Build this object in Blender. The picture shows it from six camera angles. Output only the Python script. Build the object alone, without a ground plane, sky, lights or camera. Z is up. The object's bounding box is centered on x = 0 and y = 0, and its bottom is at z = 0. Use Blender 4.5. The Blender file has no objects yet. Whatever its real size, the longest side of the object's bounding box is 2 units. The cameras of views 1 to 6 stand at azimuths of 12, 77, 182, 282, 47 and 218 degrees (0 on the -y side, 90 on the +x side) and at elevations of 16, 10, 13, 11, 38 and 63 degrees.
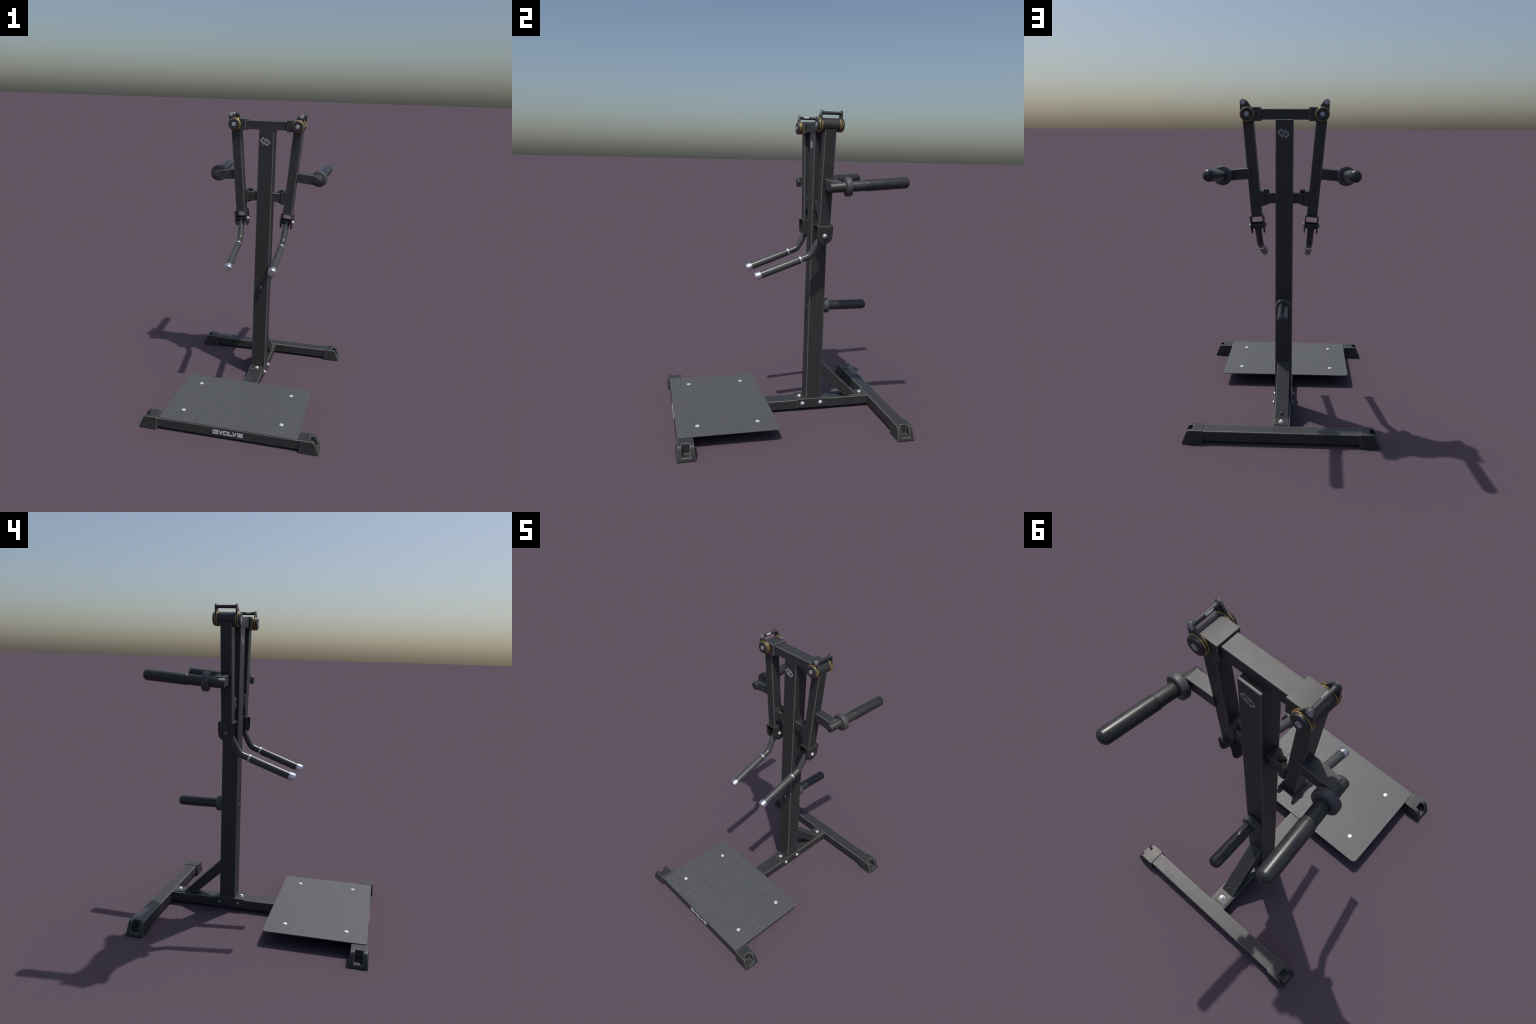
"""Free-standing strength machine: base frame, upright post, two hinged lever arms."""
import bpy, bmesh, math
from mathutils import Vector, Matrix

# ------------------------------------------------------------------ materials
def new_mat(name):
    m = bpy.data.materials.new(name)
    m.use_nodes = True
    nt = m.node_tree
    b = nt.nodes["Principled BSDF"]
    return m, nt, b

def grain_mat(name, dark, light, scale, rough, rough_var=0.06, bump=0.0, bump_scale=400.0,
              metallic=0.0, spec=0.5, fine=None):
    """Principled whose colour and roughness wander between two values on Object noise."""
    m, nt, b = new_mat(name)
    N, L = nt.nodes, nt.links
    tc = N.new("ShaderNodeTexCoord")
    nz = N.new("ShaderNodeTexNoise")
    nz.inputs["Scale"].default_value = scale
    nz.inputs["Detail"].default_value = 5.0
    nz.inputs["Roughness"].default_value = 0.6
    L.new(tc.outputs["Object"], nz.inputs["Vector"])
    ramp = N.new("ShaderNodeValToRGB")
    ramp.color_ramp.elements[0].position = 0.35
    ramp.color_ramp.elements[1].position = 0.65
    ramp.color_ramp.elements[0].color = (*dark, 1)
    ramp.color_ramp.elements[1].color = (*light, 1)
    L.new(nz.outputs["Fac"], ramp.inputs["Fac"])
    col = ramp.outputs["Color"]
    if fine:
        nf = N.new("ShaderNodeTexNoise")
        nf.inputs["Scale"].default_value = fine[0]
        nf.inputs["Detail"].default_value = 3.0
        L.new(tc.outputs["Object"], nf.inputs["Vector"])
        mr = N.new("ShaderNodeMapRange")
        mr.inputs["From Min"].default_value = 0.3
        mr.inputs["From Max"].default_value = 0.7
        mr.inputs["To Min"].default_value = 1.0 - fine[1]
        mr.inputs["To Max"].default_value = 1.0 + fine[1]
        L.new(nf.outputs["Fac"], mr.inputs["Value"])
        mix = N.new("ShaderNodeMix")
        mix.data_type = 'RGBA'
        mix.blend_type = 'MULTIPLY'
        mix.inputs["Factor"].default_value = 1.0
        L.new(col, mix.inputs["A"])
        L.new(mr.outputs["Result"], mix.inputs["B"])
        col = mix.outputs["Result"]
    L.new(col, b.inputs["Base Color"])
    rr = N.new("ShaderNodeMapRange")
    rr.inputs["From Min"].default_value = 0.3
    rr.inputs["From Max"].default_value = 0.7
    rr.inputs["To Min"].default_value = rough - rough_var
    rr.inputs["To Max"].default_value = rough + rough_var
    L.new(nz.outputs["Fac"], rr.inputs["Value"])
    L.new(rr.outputs["Result"], b.inputs["Roughness"])
    b.inputs["Metallic"].default_value = metallic
    b.inputs["Specular IOR Level"].default_value = spec
    if bump:
        nb = N.new("ShaderNodeTexNoise")
        nb.inputs["Scale"].default_value = bump_scale
        nb.inputs["Detail"].default_value = 2.0
        L.new(tc.outputs["Object"], nb.inputs["Vector"])
        bp = N.new("ShaderNodeBump")
        bp.inputs["Strength"].default_value = bump
        bp.inputs["Distance"].default_value = 0.001
        L.new(nb.outputs["Fac"], bp.inputs["Height"])
        L.new(bp.outputs["Normal"], b.inputs["Normal"])
    return m

COAT = grain_mat("powder_coat", (0.027, 0.028, 0.029), (0.034, 0.034, 0.034), 22, 0.47, 0.03)
EDGE = grain_mat("pale_coat_edge", (0.083, 0.085, 0.085), (0.112, 0.114, 0.113), 40, 0.45, 0.05)  # lighter grey than COAT, on the bevel faces, for the thin pale lines along the edges
RUBBER = grain_mat("moulded_cap", (0.026, 0.027, 0.027), (0.033, 0.033, 0.032), 25, 0.46, 0.04)
DARK = grain_mat("dark_sleeve", (0.020, 0.021, 0.022), (0.028, 0.029, 0.030), 18, 0.37, 0.04)
GRIP = grain_mat("foam_grip", (0.048, 0.052, 0.052), (0.062, 0.065, 0.064), 30, 0.36, 0.05,
                 bump=0.15, bump_scale=300)
BARMAT = grain_mat("handle_tube", (0.045, 0.047, 0.047), (0.058, 0.060, 0.059), 20, 0.34, 0.04)
DISC = grain_mat("stop_ring", (0.055, 0.056, 0.058), (0.070, 0.071, 0.073), 20, 0.5, 0.05)
DECK = grain_mat("gritty_deck", (0.070, 0.078, 0.080), (0.086, 0.083, 0.083), 34, 0.53, 0.03,
                 bump=0.22, bump_scale=300, fine=(125, 0.22))
CHROME = grain_mat("chrome", (0.72, 0.73, 0.75), (0.80, 0.80, 0.82), 25, 0.29, 0.03, metallic=0.95)
ZINC = grain_mat("zinc_bolt", (0.66, 0.66, 0.68), (0.78, 0.78, 0.80), 80, 0.36, 0.06, metallic=0.75)
DULL = grain_mat("dull_nut", (0.16, 0.165, 0.18), (0.22, 0.225, 0.24), 80, 0.42, 0.06, metallic=0.7)
STUD = grain_mat("deck_bolt_metal", (0.64, 0.65, 0.68), (0.72, 0.73, 0.76), 80, 0.38, 0.05, metallic=0.35)
PIN = grain_mat("brushed_pin", (0.36, 0.36, 0.38), (0.44, 0.44, 0.46), 120, 0.45, 0.06, metallic=0.3)
GOLD = grain_mat("brass_ring", (0.46, 0.31, 0.085), (0.60, 0.42, 0.13), 40, 0.36, 0.06, metallic=0.55)
PRINT = grain_mat("silver_print", (0.27, 0.27, 0.285), (0.33, 0.33, 0.345), 90, 0.5, 0.05)
WORD = grain_mat("white_print", (0.52, 0.52, 0.56), (0.60, 0.60, 0.63), 90, 0.5, 0.05)

def pale_patch_mat():
    """Coat with a pale spot on the inner upper side of the carry bar."""
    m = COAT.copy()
    m.name = "pale_patch_coat"
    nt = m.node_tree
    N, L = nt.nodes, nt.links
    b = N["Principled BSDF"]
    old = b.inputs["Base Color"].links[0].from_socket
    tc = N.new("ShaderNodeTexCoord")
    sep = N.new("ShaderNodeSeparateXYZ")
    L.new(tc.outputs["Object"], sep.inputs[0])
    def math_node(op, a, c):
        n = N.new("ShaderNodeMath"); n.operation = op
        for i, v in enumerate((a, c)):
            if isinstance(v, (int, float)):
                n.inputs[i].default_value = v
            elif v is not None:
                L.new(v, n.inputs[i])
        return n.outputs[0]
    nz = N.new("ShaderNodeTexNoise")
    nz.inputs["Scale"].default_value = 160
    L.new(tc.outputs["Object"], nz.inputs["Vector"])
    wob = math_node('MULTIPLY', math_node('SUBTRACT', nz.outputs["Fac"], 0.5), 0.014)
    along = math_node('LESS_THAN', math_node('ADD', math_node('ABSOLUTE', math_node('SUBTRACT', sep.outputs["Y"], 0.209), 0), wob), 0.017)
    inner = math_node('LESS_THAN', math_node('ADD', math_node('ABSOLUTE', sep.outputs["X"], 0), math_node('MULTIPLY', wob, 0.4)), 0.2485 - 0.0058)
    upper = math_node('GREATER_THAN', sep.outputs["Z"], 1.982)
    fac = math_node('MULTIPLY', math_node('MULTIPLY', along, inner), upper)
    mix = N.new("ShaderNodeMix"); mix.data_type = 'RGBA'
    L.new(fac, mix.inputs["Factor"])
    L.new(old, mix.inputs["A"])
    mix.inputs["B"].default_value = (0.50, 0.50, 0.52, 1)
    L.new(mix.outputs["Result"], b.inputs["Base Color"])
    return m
PALE_PATCH = pale_patch_mat()

# ------------------------------------------------------------------ mesh tools
def make_object(name, bm, mats, parent, matrix=None, bevel=0.0, segs=2, smooth_angle=35.0, edge_mat=True):
    """Mesh object from a bmesh, optional rounded edges that carry the paler edge material."""
    bmesh.ops.recalc_face_normals(bm, faces=bm.faces[:])
    me = bpy.data.meshes.new(name)
    bm.to_mesh(me)
    bm.free()
    for m in mats:
        me.materials.append(m)
    me.shade_smooth()
    me.set_sharp_from_angle(angle=math.radians(smooth_angle))
    ob = bpy.data.objects.new(name, me)
    bpy.context.collection.objects.link(ob)
    if bevel > 0:
        md = ob.modifiers.new("round", 'BEVEL')
        md.width = bevel
        md.segments = segs
        md.limit_method = 'ANGLE'
        md.angle_limit = math.radians(32)
        md.use_clamp_overlap = True
        md.harden_normals = True
        if edge_mat and len(mats) > 1:
            md.material = 1
    if matrix is not None:
        ob.matrix_world = matrix
    if parent is not None:
        attach(ob, parent)
    return ob

def attach(ob, parent):
    ob.parent = parent
    ob.matrix_parent_inverse = world_of(parent).inverted()

_world = {}
def world_of(ob):
    return ob.matrix_basis if ob.parent is None else world_of(ob.parent) @ ob.matrix_parent_inverse @ ob.matrix_basis

def add_box(bm, x0, x1, y0, y1, z0, z1):
    v = [bm.verts.new((x, y, z)) for x in (x0, x1) for y in (y0, y1) for z in (z0, z1)]
    for f in ((0, 1, 3, 2), (4, 6, 7, 5), (0, 4, 5, 1), (2, 3, 7, 6), (0, 2, 6, 4), (1, 5, 7, 3)):
        bm.faces.new([v[i] for i in f])

def box(name, x0, x1, y0, y1, z0, z1, mats, parent, bevel=0.005, segs=3, matrix=None):
    bm = bmesh.new()
    add_box(bm, x0, x1, y0, y1, z0, z1)
    return make_object(name, bm, mats, parent, matrix, bevel, segs)

def add_prism(bm, pts, lo, hi, axis):
    """Extrude a closed 2-D outline; axis names the extrusion direction ('x', 'y' or 'z')."""
    def put(p, t):
        return {'x': (t, p[0], p[1]), 'y': (p[0], t, p[1]), 'z': (p[0], p[1], t)}[axis]
    a = [bm.verts.new(put(p, lo)) for p in pts]
    b = [bm.verts.new(put(p, hi)) for p in pts]
    n = len(pts)
    bm.faces.new(a)
    bm.faces.new(b[::-1])
    for i in range(n):
        j = (i + 1) % n
        bm.faces.new((a[i], b[i], b[j], a[j]))

def add_lathe(bm, prof, origin=(0, 0, 0), direction=(0, 0, 1), segs=40, mat_of=None):
    """Revolve (radius, distance) pairs about a line."""
    d = Vector(direction).normalized()
    q = d.to_track_quat('Z', 'Y').to_matrix()
    o = Vector(origin)
    rings = []
    for r, t in prof:
        if r < 1e-6:
            rings.append([bm.verts.new(o + d * t)])
        else:
            rings.append([bm.verts.new(o + q @ Vector((r * math.cos(2 * math.pi * k / segs),
                                                       r * math.sin(2 * math.pi * k / segs), t)))
                          for k in range(segs)])
    for i in range(len(rings) - 1):
        A, B = rings[i], rings[i + 1]
        for k in range(segs):
            k2 = (k + 1) % segs
            if len(A) == 1 and len(B) == 1:
                continue
            if len(A) == 1:
                f = bm.faces.new((A[0], B[k], B[k2]))
            elif len(B) == 1:
                f = bm.faces.new((A[k], B[0], A[k2]))
            else:
                f = bm.faces.new((A[k], B[k], B[k2], A[k2]))
            if mat_of:
                f.material_index = mat_of(i)

def lathe(name, prof, origin, direction, mats, parent, segs=40, matrix=None, angle=40.0):
    bm = bmesh.new()
    add_lathe(bm, prof, origin, direction, segs)
    return make_object(name, bm, mats, parent, matrix, 0.0, smooth_angle=angle)

def arc(cx, cy, r, a0, a1, n):
    return [(cx + r * math.cos(math.radians(a0 + (a1 - a0) * i / n)),
             cy + r * math.sin(math.radians(a0 + (a1 - a0) * i / n))) for i in range(n + 1)]

def round_edge(r_out, t0, t1, e, n=4):
    """Lathe profile of a disc from t0 to t1 with rounded rims."""
    p = [(0, t0)]
    p += [(r_out - e + e * math.sin(a), t0 + e - e * math.cos(a)) for a in [math.pi / 2 * i / n for i in range(n + 1)]]
    p += [(r_out - e + e * math.cos(a), t1 - e + e * math.sin(a)) for a in [math.pi / 2 * i / n for i in range(n + 1)]]
    return p + [(0, t1)]

def sweep(bm, path, radius, segs=28):
    """Round tube along a polyline."""
    P = [Vector(p) for p in path]
    T = [((P[min(i + 1, len(P) - 1)] - P[max(i - 1, 0)]).normalized()) for i in range(len(P))]
    side = Vector((1, 0, 0))
    rings = []
    for p, t in zip(P, T):
        u = (side - t * side.dot(t)).normalized()
        w = t.cross(u)
        rings.append([bm.verts.new(p + radius * (u * math.cos(2 * math.pi * k / segs) + w * math.sin(2 * math.pi * k / segs)))
                      for k in range(segs)])
    for A, B in zip(rings, rings[1:]):
        for k in range(segs):
            bm.faces.new((A[k], A[(k + 1) % segs], B[(k + 1) % segs], B[k]))
    bm.faces.new(rings[0][::-1])
    bm.faces.new(rings[-1])

# ------------------------------------------------------------------ shared hardware
def bolt_mesh(name, r, h, flange, metal=None):
    """Domed head on a thin washer, axis +Z, seated at z = 0."""
    bm = bmesh.new()
    prof = [(0, -0.004), (flange, -0.004), (flange, 0.0016), (r, 0.0022), (r, 0.004)]
    prof += [(r * math.cos(a), 0.004 + (h - 0.004) * math.sin(a)) for a in [math.pi / 2 * i / 6 for i in range(1, 6)]]
    prof += [(0, h)]
    add_lathe(bm, prof, segs=24)
    bmesh.ops.recalc_face_normals(bm, faces=bm.faces[:])
    me = bpy.data.meshes.new(name)
    bm.to_mesh(me); bm.free()
    me.materials.append(metal or ZINC)
    me.shade_smooth()
    me.set_sharp_from_angle(angle=math.radians(40))
    return me

def nut_mesh(name, r, h):
    """Hexagonal nut with a domed cap."""
    bm = bmesh.new()
    hexa = [(r * math.cos(math.radians(60 * i)), r * math.sin(math.radians(60 * i))) for i in range(6)]
    add_prism(bm, hexa, -0.004, h * 0.5, 'z')
    add_lathe(bm, [(r * 0.8, h * 0.45)] + [(r * 0.8 * math.cos(a), h * 0.5 + h * 0.5 * math.sin(a))
                                           for a in [math.pi / 2 * i / 5 for i in range(0, 5)]] + [(0, h)], segs=24)
    bmesh.ops.recalc_face_normals(bm, faces=bm.faces[:])
    me = bpy.data.meshes.new(name)
    bm.to_mesh(me); bm.free()
    me.materials.append(DULL)
    me.shade_smooth()
    me.set_sharp_from_angle(angle=math.radians(35))
    return me

BOLT = bolt_mesh("bolt", 0.0125, 0.0125, 0.0155)
DECK_BOLT = bolt_mesh("deck_bolt", 0.0122, 0.0052, 0.0134, STUD)
NUT = nut_mesh("nut", 0.0145, 0.013)

def place(name, me, loc, direction, parent, roll=0.0):
    ob = bpy.data.objects.new(name, me)
    bpy.context.collection.objects.link(ob)
    q = Vector(direction).normalized().to_track_quat('Z', 'Y').to_matrix().to_4x4()
    ob.matrix_world = Matrix.Translation(Vector(loc)) @ q @ Matrix.Rotation(roll, 4, 'Z')
    attach(ob, parent)
    return ob

# ------------------------------------------------------------------ the machine
machine = bpy.data.objects.new("exercise_machine", None)
bpy.context.collection.objects.link(machine)
machine["label"] = "black steel standing lever-arm gym machine with foot platform"
machine["category"] = "gym equipment"

METAL = [COAT, EDGE]

# base bars, feet -----------------------------------------------------------
BAR_Y = 0.6755
bars = {}
for sy in (-1, 1):
    bars[sy] = box("base_bar", -0.475, 0.475, sy * BAR_Y - 0.0422, sy * BAR_Y + 0.0422, 0.0145, 0.0788, METAL, machine, 0.006)

def foot_cap(sx, sy):
    """Moulded end cap: sloped outer face with an open pocket cut into it."""
    bm = bmesh.new()
    nose = arc(0.0, 0.0, 0.026, 90, 21.5, 7)
    prof = [(0.466, 0.0), (0.466, 0.084)]
    prof += [(0.5378 + p[0], 0.058 + p[1]) for p in nose]
    prof += [(0.587, 0.004), (0.587, 0.0)]
    add_prism(bm, prof, -1.0, 1.0, 'y')
    for v in bm.verts:                       # walls lean in towards the top
        half = 0.0552 - 0.0068 * v.co.z / 0.084
        v.co.y = BAR_Y * sy + v.co.y * half
        v.co.x *= sx
    ob = make_object("foot_cap", bm, [RUBBER, EDGE], machine)
    cb = bmesh.new()
    add_box(cb, min(sx * 0.523, sx * 0.70), max(sx * 0.523, sx * 0.70),
            sy * BAR_Y - 0.0245, sy * BAR_Y + 0.0245, 0.021, 0.2)
    for v in cb.verts:
        if v.co.z < 0.1 and abs(v.co.x) < 0.6:
            v.co.x = sx * 0.530
    bmesh.ops.recalc_face_normals(cb, faces=cb.faces[:])
    me = bpy.data.meshes.new("pocket_cutter")
    cb.to_mesh(me); cb.free()
    cutter = bpy.data.objects.new("pocket_cutter", me)
    bpy.context.collection.objects.link(cutter)
    md = ob.modifiers.new("pocket", 'BOOLEAN')
    md.operation = 'DIFFERENCE'
    md.solver = 'EXACT'
    md.object = cutter
    bv = ob.modifiers.new("round", 'BEVEL')
    bv.width = 0.004; bv.segments = 2; bv.limit_method = 'ANGLE'; bv.angle_limit = math.radians(32)
    bv.material = 1; bv.harden_normals = True
    bpy.context.view_layer.update()
    dg = bpy.context.evaluated_depsgraph_get()
    baked = bpy.data.meshes.new_from_object(ob.evaluated_get(dg))
    ob.modifiers.clear()
    ob.data = baked
    bpy.data.objects.remove(cutter)
    return ob

for sy in (-1, 1):
    for sx in (1, -1):
        foot_cap(sx, sy)

# spine, sleeve, brace -------------------------------------------------------
spine = box("spine_beam", -0.0532, 0.0532, -0.64, 0.640, 0.0155, 0.0772, METAL, machine, 0.005)
sleeve = box("post_sleeve", -0.0588, 0.0588, 0.119, 0.323, 0.0235, 0.0850, METAL, machine, 0.003)
for y in (0.158, 0.286):
    place("bolt", BOLT, (0.0588, y, 0.053), (1, 0, 0), sleeve)
    place("nut", NUT, (-0.0588, y, 0.053), (-1, 0, 0), sleeve, 0.3)
place("bolt", BOLT, (0.0, 0.150, 0.0845), (0, 0, 1), sleeve)

bm = bmesh.new()
add_prism(bm, [(0.280, 0.352), (0.552, 0.083), (0.464, 0.083), (0.280, 0.258)], -0.0405, 0.0405, 'x')
brace = make_object("diagonal_brace", bm, METAL, machine, None, 0.004, 3)
plate = box("brace_plate", -0.0425, 0.0425, 0.50, 0.623, 0.0755, 0.0842, METAL, brace, 0.003)
place("bolt", BOLT, (0.0, 0.592, 0.0842), (0, 0, 1), brace)
bm = bmesh.new()
add_lathe(bm, round_edge(0.012, -0.004, 0.0045, 0.004), (0, 0.529, 0.1058), (0, 1, 1), 24)
make_object("dark_dome", bm, [DARK], brace)

# platform --------------------------------------------------------------------
def rounded_rect(x0, x1, y0, y1, rf, rr, n=6):
    return (arc(x1 - rr, y1 - rr, rr, 0, 90, n) + arc(x0 + rr, y1 - rr, rr, 90, 180, n)
            + arc(x0 + rf, y0 + rf, rf, 180, 270, n) + arc(x1 - rf, y0 + rf, rf, 270, 360, n))
bm = bmesh.new()
add_prism(bm, rounded_rect(-0.4545, 0.4545, -0.7162, -0.0918, 0.022, 0.026), 0.0782, 0.0845, 'z')
deck = make_object("foot_platform", bm, [DECK, EDGE], machine, None, 0.0016, 2)
for x in (-0.329, 0.329):
    for y in (-0.588, -0.212):
        place("deck_bolt", DECK_BOLT, (x, y, 0.0845), (0, 0, 1), deck)

# lettering on the front bar -----------------------------------------------------
def stroke_letter(strokes, x0, w, z0, h, y, parent):
    """A letter from straight strokes given in a unit cell, each a thin raised bar."""
    bm = bmesh.new()
    for k, (ax, az, bx, bz, t) in enumerate(strokes):
        a = Vector((x0 + ax * w, z0 + az * h)); b = Vector((x0 + bx * w, z0 + bz * h))
        d = (b - a).normalized(); n = Vector((-d.y, d.x)) * t * 0.5
        pts = [a + n, b + n, b - n, a - n]
        add_prism(bm, [tuple(p) for p in pts], y - 0.0012 - 0.00008 * k, y + 0.001, 'y')
    return make_object("letter", bm, [WORD], parent)

T = 0.0068
e_ = T / 2
def bars_of(kind, w, h):
    u, v = e_ / w, e_ / h
    if kind == 'e':
        return [(u, 0, u, 1, T), (0, 1 - v, 1, 1 - v, T), (0, v, 1, v, T), (1 - u, 0.40, 1 - u, 1, T), (0.36, 0.5, 1, 0.5, T)]
    if kind == 'v':
        return [(u, 1, 0.5, 0.06, T), (1 - u, 1, 0.5, 0.06, T)]
    if kind == 'q':
        return [(u, 0, u, 1, T), (0, 1 - v, 1, 1 - v, T), (0, v, 1, v, T), (1 - u, 0.34, 1 - u, 1, T)]
    if kind == 'l':
        return [(u, 0, u, 1, T), (0, v, 1, v, T)]
    return [(1 - u, 0, 1 - u, 1, T), (0, 1 - v, 1, 1 - v, T), (0, v, 1, v, T), (0, 0.5, 1, 0.5, T)]
FRONT = -BAR_Y - 0.0422
for kind, a, b in (('e', -0.0880, -0.0520), ('v', -0.0495, -0.0215), ('q', -0.0195, 0.0118),
                   ('l', 0.0148, 0.0440), ('v', 0.0395, 0.0685), ('3', 0.0728, 0.1075)):
    stroke_letter(bars_of(kind, b - a, 0.0285), a, b - a, 0.0315, 0.0285, FRONT, bars[-1])

# upright post, emblem, screw ------------------------------------------------------
POST_Y0, POST_Y1 = 0.1822, 0.2895
post = box("upright_post", -0.0535, 0.0535, POST_Y0, POST_Y1, 0.083, 1.883, METAL, machine, 0.005)

def emblem(y, facing):
    """Two interlocking hooks turned by 45 degrees, thin raised print."""
    k = 8.9e-5
    hook = [(440, 0), (0, 0), (0, 304), (420, 304)]
    other = [(600 - a, 438 - b) for a, b in hook]
    bm = bmesh.new()
    layer = 0
    for path in (hook, other):
        for i, (p, q) in enumerate(zip(path, path[1:])):
            hw = 54 if i == 1 else 42
            a, b = Vector(p), Vector(q)
            d = (b - a).normalized(); n = Vector((-d.y, d.x))
            a2 = a - d * (42 if i else 0); b2 = b + d * (42 if i < 2 else 0)
            quad = []
            for c in (a2 + n * hw, b2 + n * hw, b2 - n * hw, a2 - n * hw):
                u, w = c.x - 300, c.y - 219
                X = (u + w) * 0.7071 * k - 0.006
                Z = (w - u) * 0.7071 * k + 1.801
                quad.append((X * (1 if facing < 0 else -1), Z))
            t = 0.0008 + 0.00007 * layer
            layer += 1
            add_prism(bm, quad, y - 0.001 if facing > 0 else y - t, y + t if facing > 0 else y + 0.001, 'y')
    return make_object("emblem", bm, [PRINT], post)
emblem(POST_Y0, -1)
emblem(POST_Y1, 1)
lathe("post_screw", [(0.0045, 0.0012), (0.0045, 0.0025), (0.009, 0.0018), (0.0098, 0.0005), (0.0098, -0.002)],
      (0, POST_Y0, 0.728), (0, -1, 0), [PIN], post, 24)
lathe("screw_socket", [(0, 0.0012), (0.0046, 0.0012), (0.0046, -0.001)], (0, POST_Y0, 0.728), (0, -1, 0), [DARK], post, 24)

# storage peg on the rear of the post ----------------------------------------------
storage = lathe("storage_peg", [(0, -0.01), (0.0315, -0.01), (0.0315, 0.05), (0.0325, 0.20)]
                + [(0.0325 - 0.0325 * (1 - math.cos(a)), 0.288 + 0.024 * math.sin(a)) for a in [math.pi / 2 * i / 8 for i in range(9)]],
                (0, POST_Y1, 0.7285), (0, 1, 0), [DARK], post, 40)
lathe("peg_flange", [(0.049, -0.004), (0.049, 0.0)] + round_edge(0.0505, 0.0, 0.041, 0.008)[2:], (0, POST_Y1, 0.7285), (0, 1, 0), [DISC], storage, 44)

# crossbar and pivot housings ---------------------------------------------------------
crossbar = box("crossbar", -0.150, 0.150, 0.1795, 0.2635, 1.8815, 1.9442, METAL, machine, 0.005)
AXLE_X, AXLE_Y, AXLE_Z = 0.2245, 0.2225, 1.9135
TILT = math.radians(4.85)

def pivot(sx):
    yc = AXLE_Y
    # collar block running into a round barrel
    bm = bmesh.new()
    prof = [(-0.0795, -0.0405), (-0.0795, 0.0405)] + arc(0, 0, 0.0405, 90, -90, 18)
    add_prism(bm, prof, -0.056, 0.056, 'y')
    for v in bm.verts:
        v.co = Vector((sx * (AXLE_X + v.co.x), yc + v.co.y, AXLE_Z + v.co.z))
    hous = make_object("pivot_housing", bm, METAL, machine, None, 0.004, 3)
    for s in (-1, 1):
        d = (0, s, 0)
        o = (sx * AXLE_X, yc, AXLE_Z)
        for t0 in (0.0562, 0.0678):
            lathe("bearing_ring", [(0.030, t0), (0.0422, t0), (0.0433, t0 + 0.0010), (0.0433, t0 + 0.0028), (0.0422, t0 + 0.0038), (0.030, t0 + 0.0038)],
                  o, d, [GOLD], hous, 44, angle=50)
        lathe("bearing_cap", [(0.030, 0.070), (0.0395, 0.0705), (0.0395, 0.0765), (0.0385, 0.0805), (0.0355, 0.0835),
                              (0.031, 0.0845), (0.0190, 0.0845), (0.0172, 0.083), (0.0168, 0.078), (0.0, 0.078)],
              o, d, METAL[:1], hous, 44, angle=50)
        lathe("axle_pin", [(0.0144, 0.070), (0.0144, 0.0857), (0.0137, 0.0865), (0, 0.0865)], o, d, [PIN], hous, 32)
    # carry yoke: two lugs joined by a round bar
    px, pz = 0.0240, 0.0685
    n = 14
    ang = math.atan2(pz, px)
    off = math.acos((0.0395 - 0.018) / math.hypot(px, pz))
    lug = []
    for i in range(n + 1):
        a = ang - off + 2 * off * i / n
        lug.append((px + 0.018 * math.cos(a), pz + 0.018 * math.sin(a)))
    for i in range(2 * n + 1):
        a = ang + off + (2 * math.pi - 2 * off) * i / (2 * n)
        lug.append((0.0395 * math.cos(a), 0.0395 * math.sin(a)))
    bm = bmesh.new()
    for s in (-1, 1):
        add_prism(bm, lug, s * 0.0595 if s > 0 else -0.0680, 0.0680 if s > 0 else -0.0595, 'y')
    for v in bm.verts:
        v.co = Vector((sx * (AXLE_X + v.co.x), yc + v.co.y, AXLE_Z + v.co.z))
    yoke = make_object("carry_yoke", bm, METAL, machine, None, 0.002, 2)
    o = (sx * (AXLE_X + px), yc, AXLE_Z + pz)
    half = [(0.0165, -0.0600), (0.0125, -0.0560), (0.0108, -0.0510), (0.0100, -0.0440), (0.0100, 0.0)]
    lathe("yoke_bar", half + [(r, -t) for r, t in half[-2::-1]], o, (0, 1, 0), [PALE_PATCH], yoke, 28)
    for s in (-1, 1):
        lathe("yoke_pin", [(0.0150, 0.060), (0.0150, 0.0684), (0.0146, 0.0690), (0, 0.0690)], o, (0, s, 0), [PIN], yoke, 28)
    return hous

for sx in (1, -1):
    pivot(sx)

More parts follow.
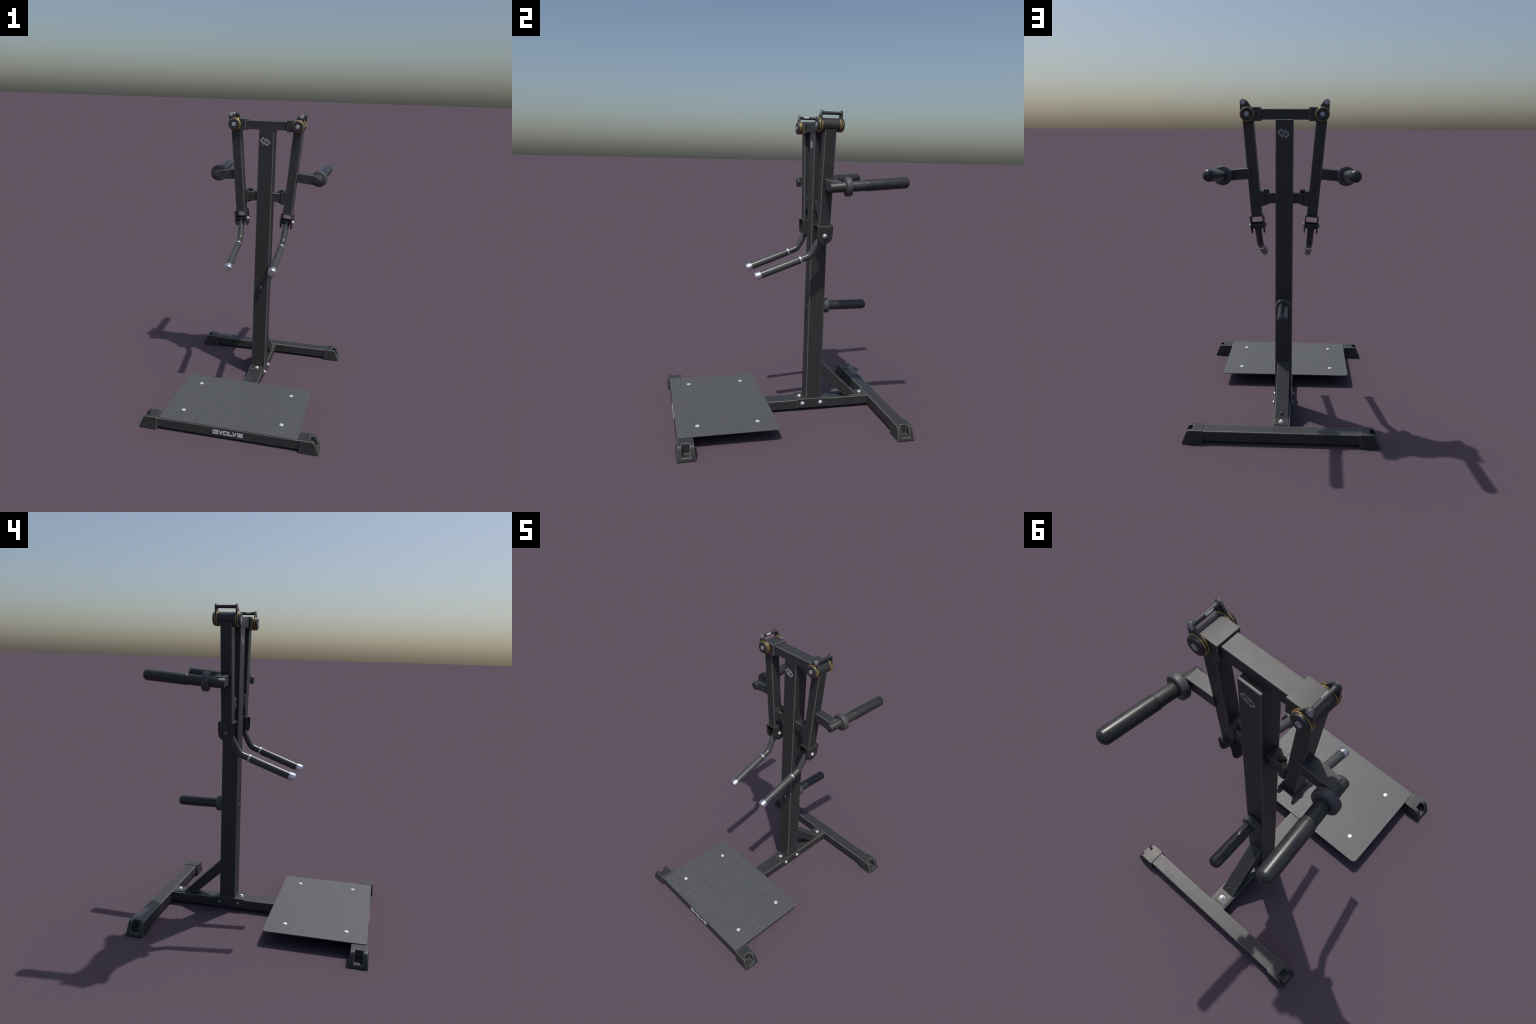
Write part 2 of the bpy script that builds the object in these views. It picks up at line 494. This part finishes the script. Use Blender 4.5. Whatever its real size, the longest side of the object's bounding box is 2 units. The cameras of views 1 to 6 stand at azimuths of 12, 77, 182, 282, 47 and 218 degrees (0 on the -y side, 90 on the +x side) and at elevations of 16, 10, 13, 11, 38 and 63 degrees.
# lever arms -----------------------------------------------------------------------------
def lever(sx):
    """Everything that swings about one axle; built in a frame whose Z runs up the arm."""
    M = Matrix.Translation((sx * AXLE_X, AXLE_Y, AXLE_Z)) @ Matrix.Rotation(sx * TILT, 4, 'Y')
    def bx(name, x0, x1, y0, y1, z0, z1, mats, parent, bev=0.004):
        a, b = sorted((sx * x0, sx * x1))
        return box(name, a, b, y0, y1, z0, z1, mats, parent, bev, 3, M)
    arm = bx("lever_arm", -0.0328, 0.0328, -0.0362, 0.0362, -0.6145, -0.022, METAL, machine, 0.005)

    # weight peg on its side arm
    bx("peg_arm", 0.020, 0.169, -0.0198, 0.0462, -0.3868, -0.3208, METAL, arm, 0.004)
    d = Vector((sx * 0.0640, 1.0, 0.0860)).normalized()
    o = Vector((sx * 0.1722, -0.031, -0.3592))
    lathe("weight_peg", [(0, 0), (0.0255, 0), (0.0285, 0.0012), (0.0297, 0.004), (0.0297, 0.080), (0.0318, 0.086), (0.0318, 0.23)],
          o, d, [COAT], arm, 40, M)
    lathe("peg_collar", [(0.0300, 0.0880), (0.0340, 0.0905), (0.0480, 0.0910), (0.0540, 0.0926), (0.0572, 0.0965), (0.0580, 0.1010),
                         (0.0580, 0.1205), (0.0570, 0.1250), (0.0535, 0.1282), (0.0470, 0.1292), (0.0325, 0.1292)], o, d, [DISC], arm, 48, M)
    sl = [(0.0320, 0.2230), (0.0335, 0.2232), (0.0346, 0.2255), (0.0348, 0.2290), (0.0344, 0.4650)]
    sl += [(0.0344 * math.cos(a), 0.465 + 0.0270 * math.sin(a)) for a in [math.pi / 2 * i / 8 for i in range(1, 9)]]
    lathe("peg_sleeve", sl, o, d, [DARK], arm, 44, M)

    # folded clevis under the arm
    bm = bmesh.new()
    hw, rc, top, zc, R = 0.0388, 0.0080, -0.6172, -0.6800, 0.0520
    ny, nz = 24, 5
    rows = []
    for j in range(ny + 1):
        y = -R * math.cos(math.pi * j / ny)
        low = zc - math.sqrt(max(R * R - y * y, 0.0))
        left = [(-hw, low + (top - rc - low) * i / nz) for i in range(nz + 1)]
        left += [(-hw + rc - rc * math.cos(a), top - rc + rc * math.sin(a)) for a in [math.pi / 2 * i / 4 for i in range(1, 5)]]
        rows.append([bm.verts.new((x, y, z)) for x, z in left + [(-x, z) for x, z in left[::-1]]])
    for A, B in zip(rows, rows[1:]):
        for i in range(len(A) - 1):
            bm.faces.new((A[i], B[i], B[i + 1], A[i + 1]))
    clevis = make_object("clevis", bm, METAL, None, M)
    so = clevis.modifiers.new("sheet", 'SOLIDIFY')
    so.thickness = 0.0070
    so.offset = 0.0
    bv = clevis.modifiers.new("round", 'BEVEL')
    bv.width = 0.0012; bv.segments = 2; bv.limit_method = 'ANGLE'; bv.angle_limit = math.radians(50)
    attach(clevis, arm)
    lathe("clevis_barrel", [(0, -0.0352), (0.0215, -0.0352), (0.0215, 0.0352), (0, 0.0352)], (0, 0, zc), (1, 0, 0), [DARK], arm, 32, M)
    X = M.to_3x3() @ Vector((1, 0, 0))
    place("bolt", BOLT, M @ Vector((0.0424, 0, zc)), X, arm)
    place("nut", NUT, M @ Vector((-0.0424, 0, zc)), -X, arm, 0.4)

    # bent handle; points given in the machine frame
    Mi = M.inverted()
    A = Vector((sx * 0.1685, AXLE_Y - 0.002, 1.2350))
    B = Vector((sx * 0.1580, 0.1460, 1.0995))
    C = Vector((sx * 0.1525, -0.2070, 0.9690))
    u, w = (A - B).normalized(), (C - B).normalized()
    cut = 0.027
    bend = [B + u * cut * (1 - t) ** 2 + w * cut * t * t for t in [i / 10 for i in range(11)]]
    bm = bmesh.new()
    sweep(bm, [Mi @ p for p in [A, A.lerp(bend[0], 0.5)] + bend + [C - w * 0.02]], 0.0212)
    handle = make_object("bent_handle", bm, [BARMAT], arm, M)
    grip_start = B + w * 0.061
    length = (C - grip_start).length
    o = Mi @ grip_start
    dl = Mi.to_3x3() @ w
    lathe("hand_grip", [(0.021, 0.006), (0.0238, 0.006), (0.0242, 0.010), (0.0242, length - 0.03), (0.021, length - 0.03)],
          o, dl, [GRIP], arm, 36, M)
    lathe("grip_ring", [(0.0215, 0.0), (0.0248, 0.0004), (0.0257, 0.0016), (0.0257, 0.0105), (0.0248, 0.012), (0.0215, 0.012)],
          o, dl, [CHROME], arm, 36, M)
    lathe("grip_end", [(0.0220, length - 0.0380), (0.0255, length - 0.0375), (0.0260, length - 0.0365), (0.0260, length - 0.0300),
                       (0.0256, length - 0.0290), (0.0256, length - 0.0280), (0.0274, length - 0.0270), (0.0274, length - 0.0020), (0.0260, length), (0, length)],
          o, dl, [CHROME], arm, 36, M)
    return arm

for sx in (1, -1):
    lever(sx)

# arm stops on the sides of the post -------------------------------------------------------
for sx in (1, -1):
    a, b = sorted((sx * 0.045, sx * 0.128))
    stop = box("arm_stop", a, b, 0.1960, 0.2605, 1.3778, 1.4422, METAL, machine, 0.004)
    bm = bmesh.new()
    prof = [(0.1175, 1.3635), (0.1175, 1.4520), (0.1548, 1.4535), (0.1468, 1.3600)]
    add_prism(bm, [(sx * p[0], p[1]) for p in prof], 0.1900, 0.2660, 'y')
    make_object("bumper_pad", bm, [RUBBER], stop, None, 0.005, 3)
    bm = bmesh.new()
    add_lathe(bm, round_edge(0.0125, 0.0, 0.024, 0.004), (sx * 0.0955, 0.231, 1.4500), (sx, 0, 0), 24)
    add_lathe(bm, round_edge(0.0085, 0.0, 0.016, 0.002), (sx * 0.1130, 0.231, 1.4545), (sx, 0, 0), 20)
    make_object("bumper_screw", bm, [DARK], stop)
    bm = bmesh.new()
    add_prism(bm, [(sx * 0.092, 1.3790), (sx * 0.098, 1.3700), (sx * 0.119, 1.3650), (sx * 0.119, 1.3790)], 0.2120, 0.2500, 'y')
    make_object("bumper_wedge", bm, [DARK], stop, None, 0.002, 2)
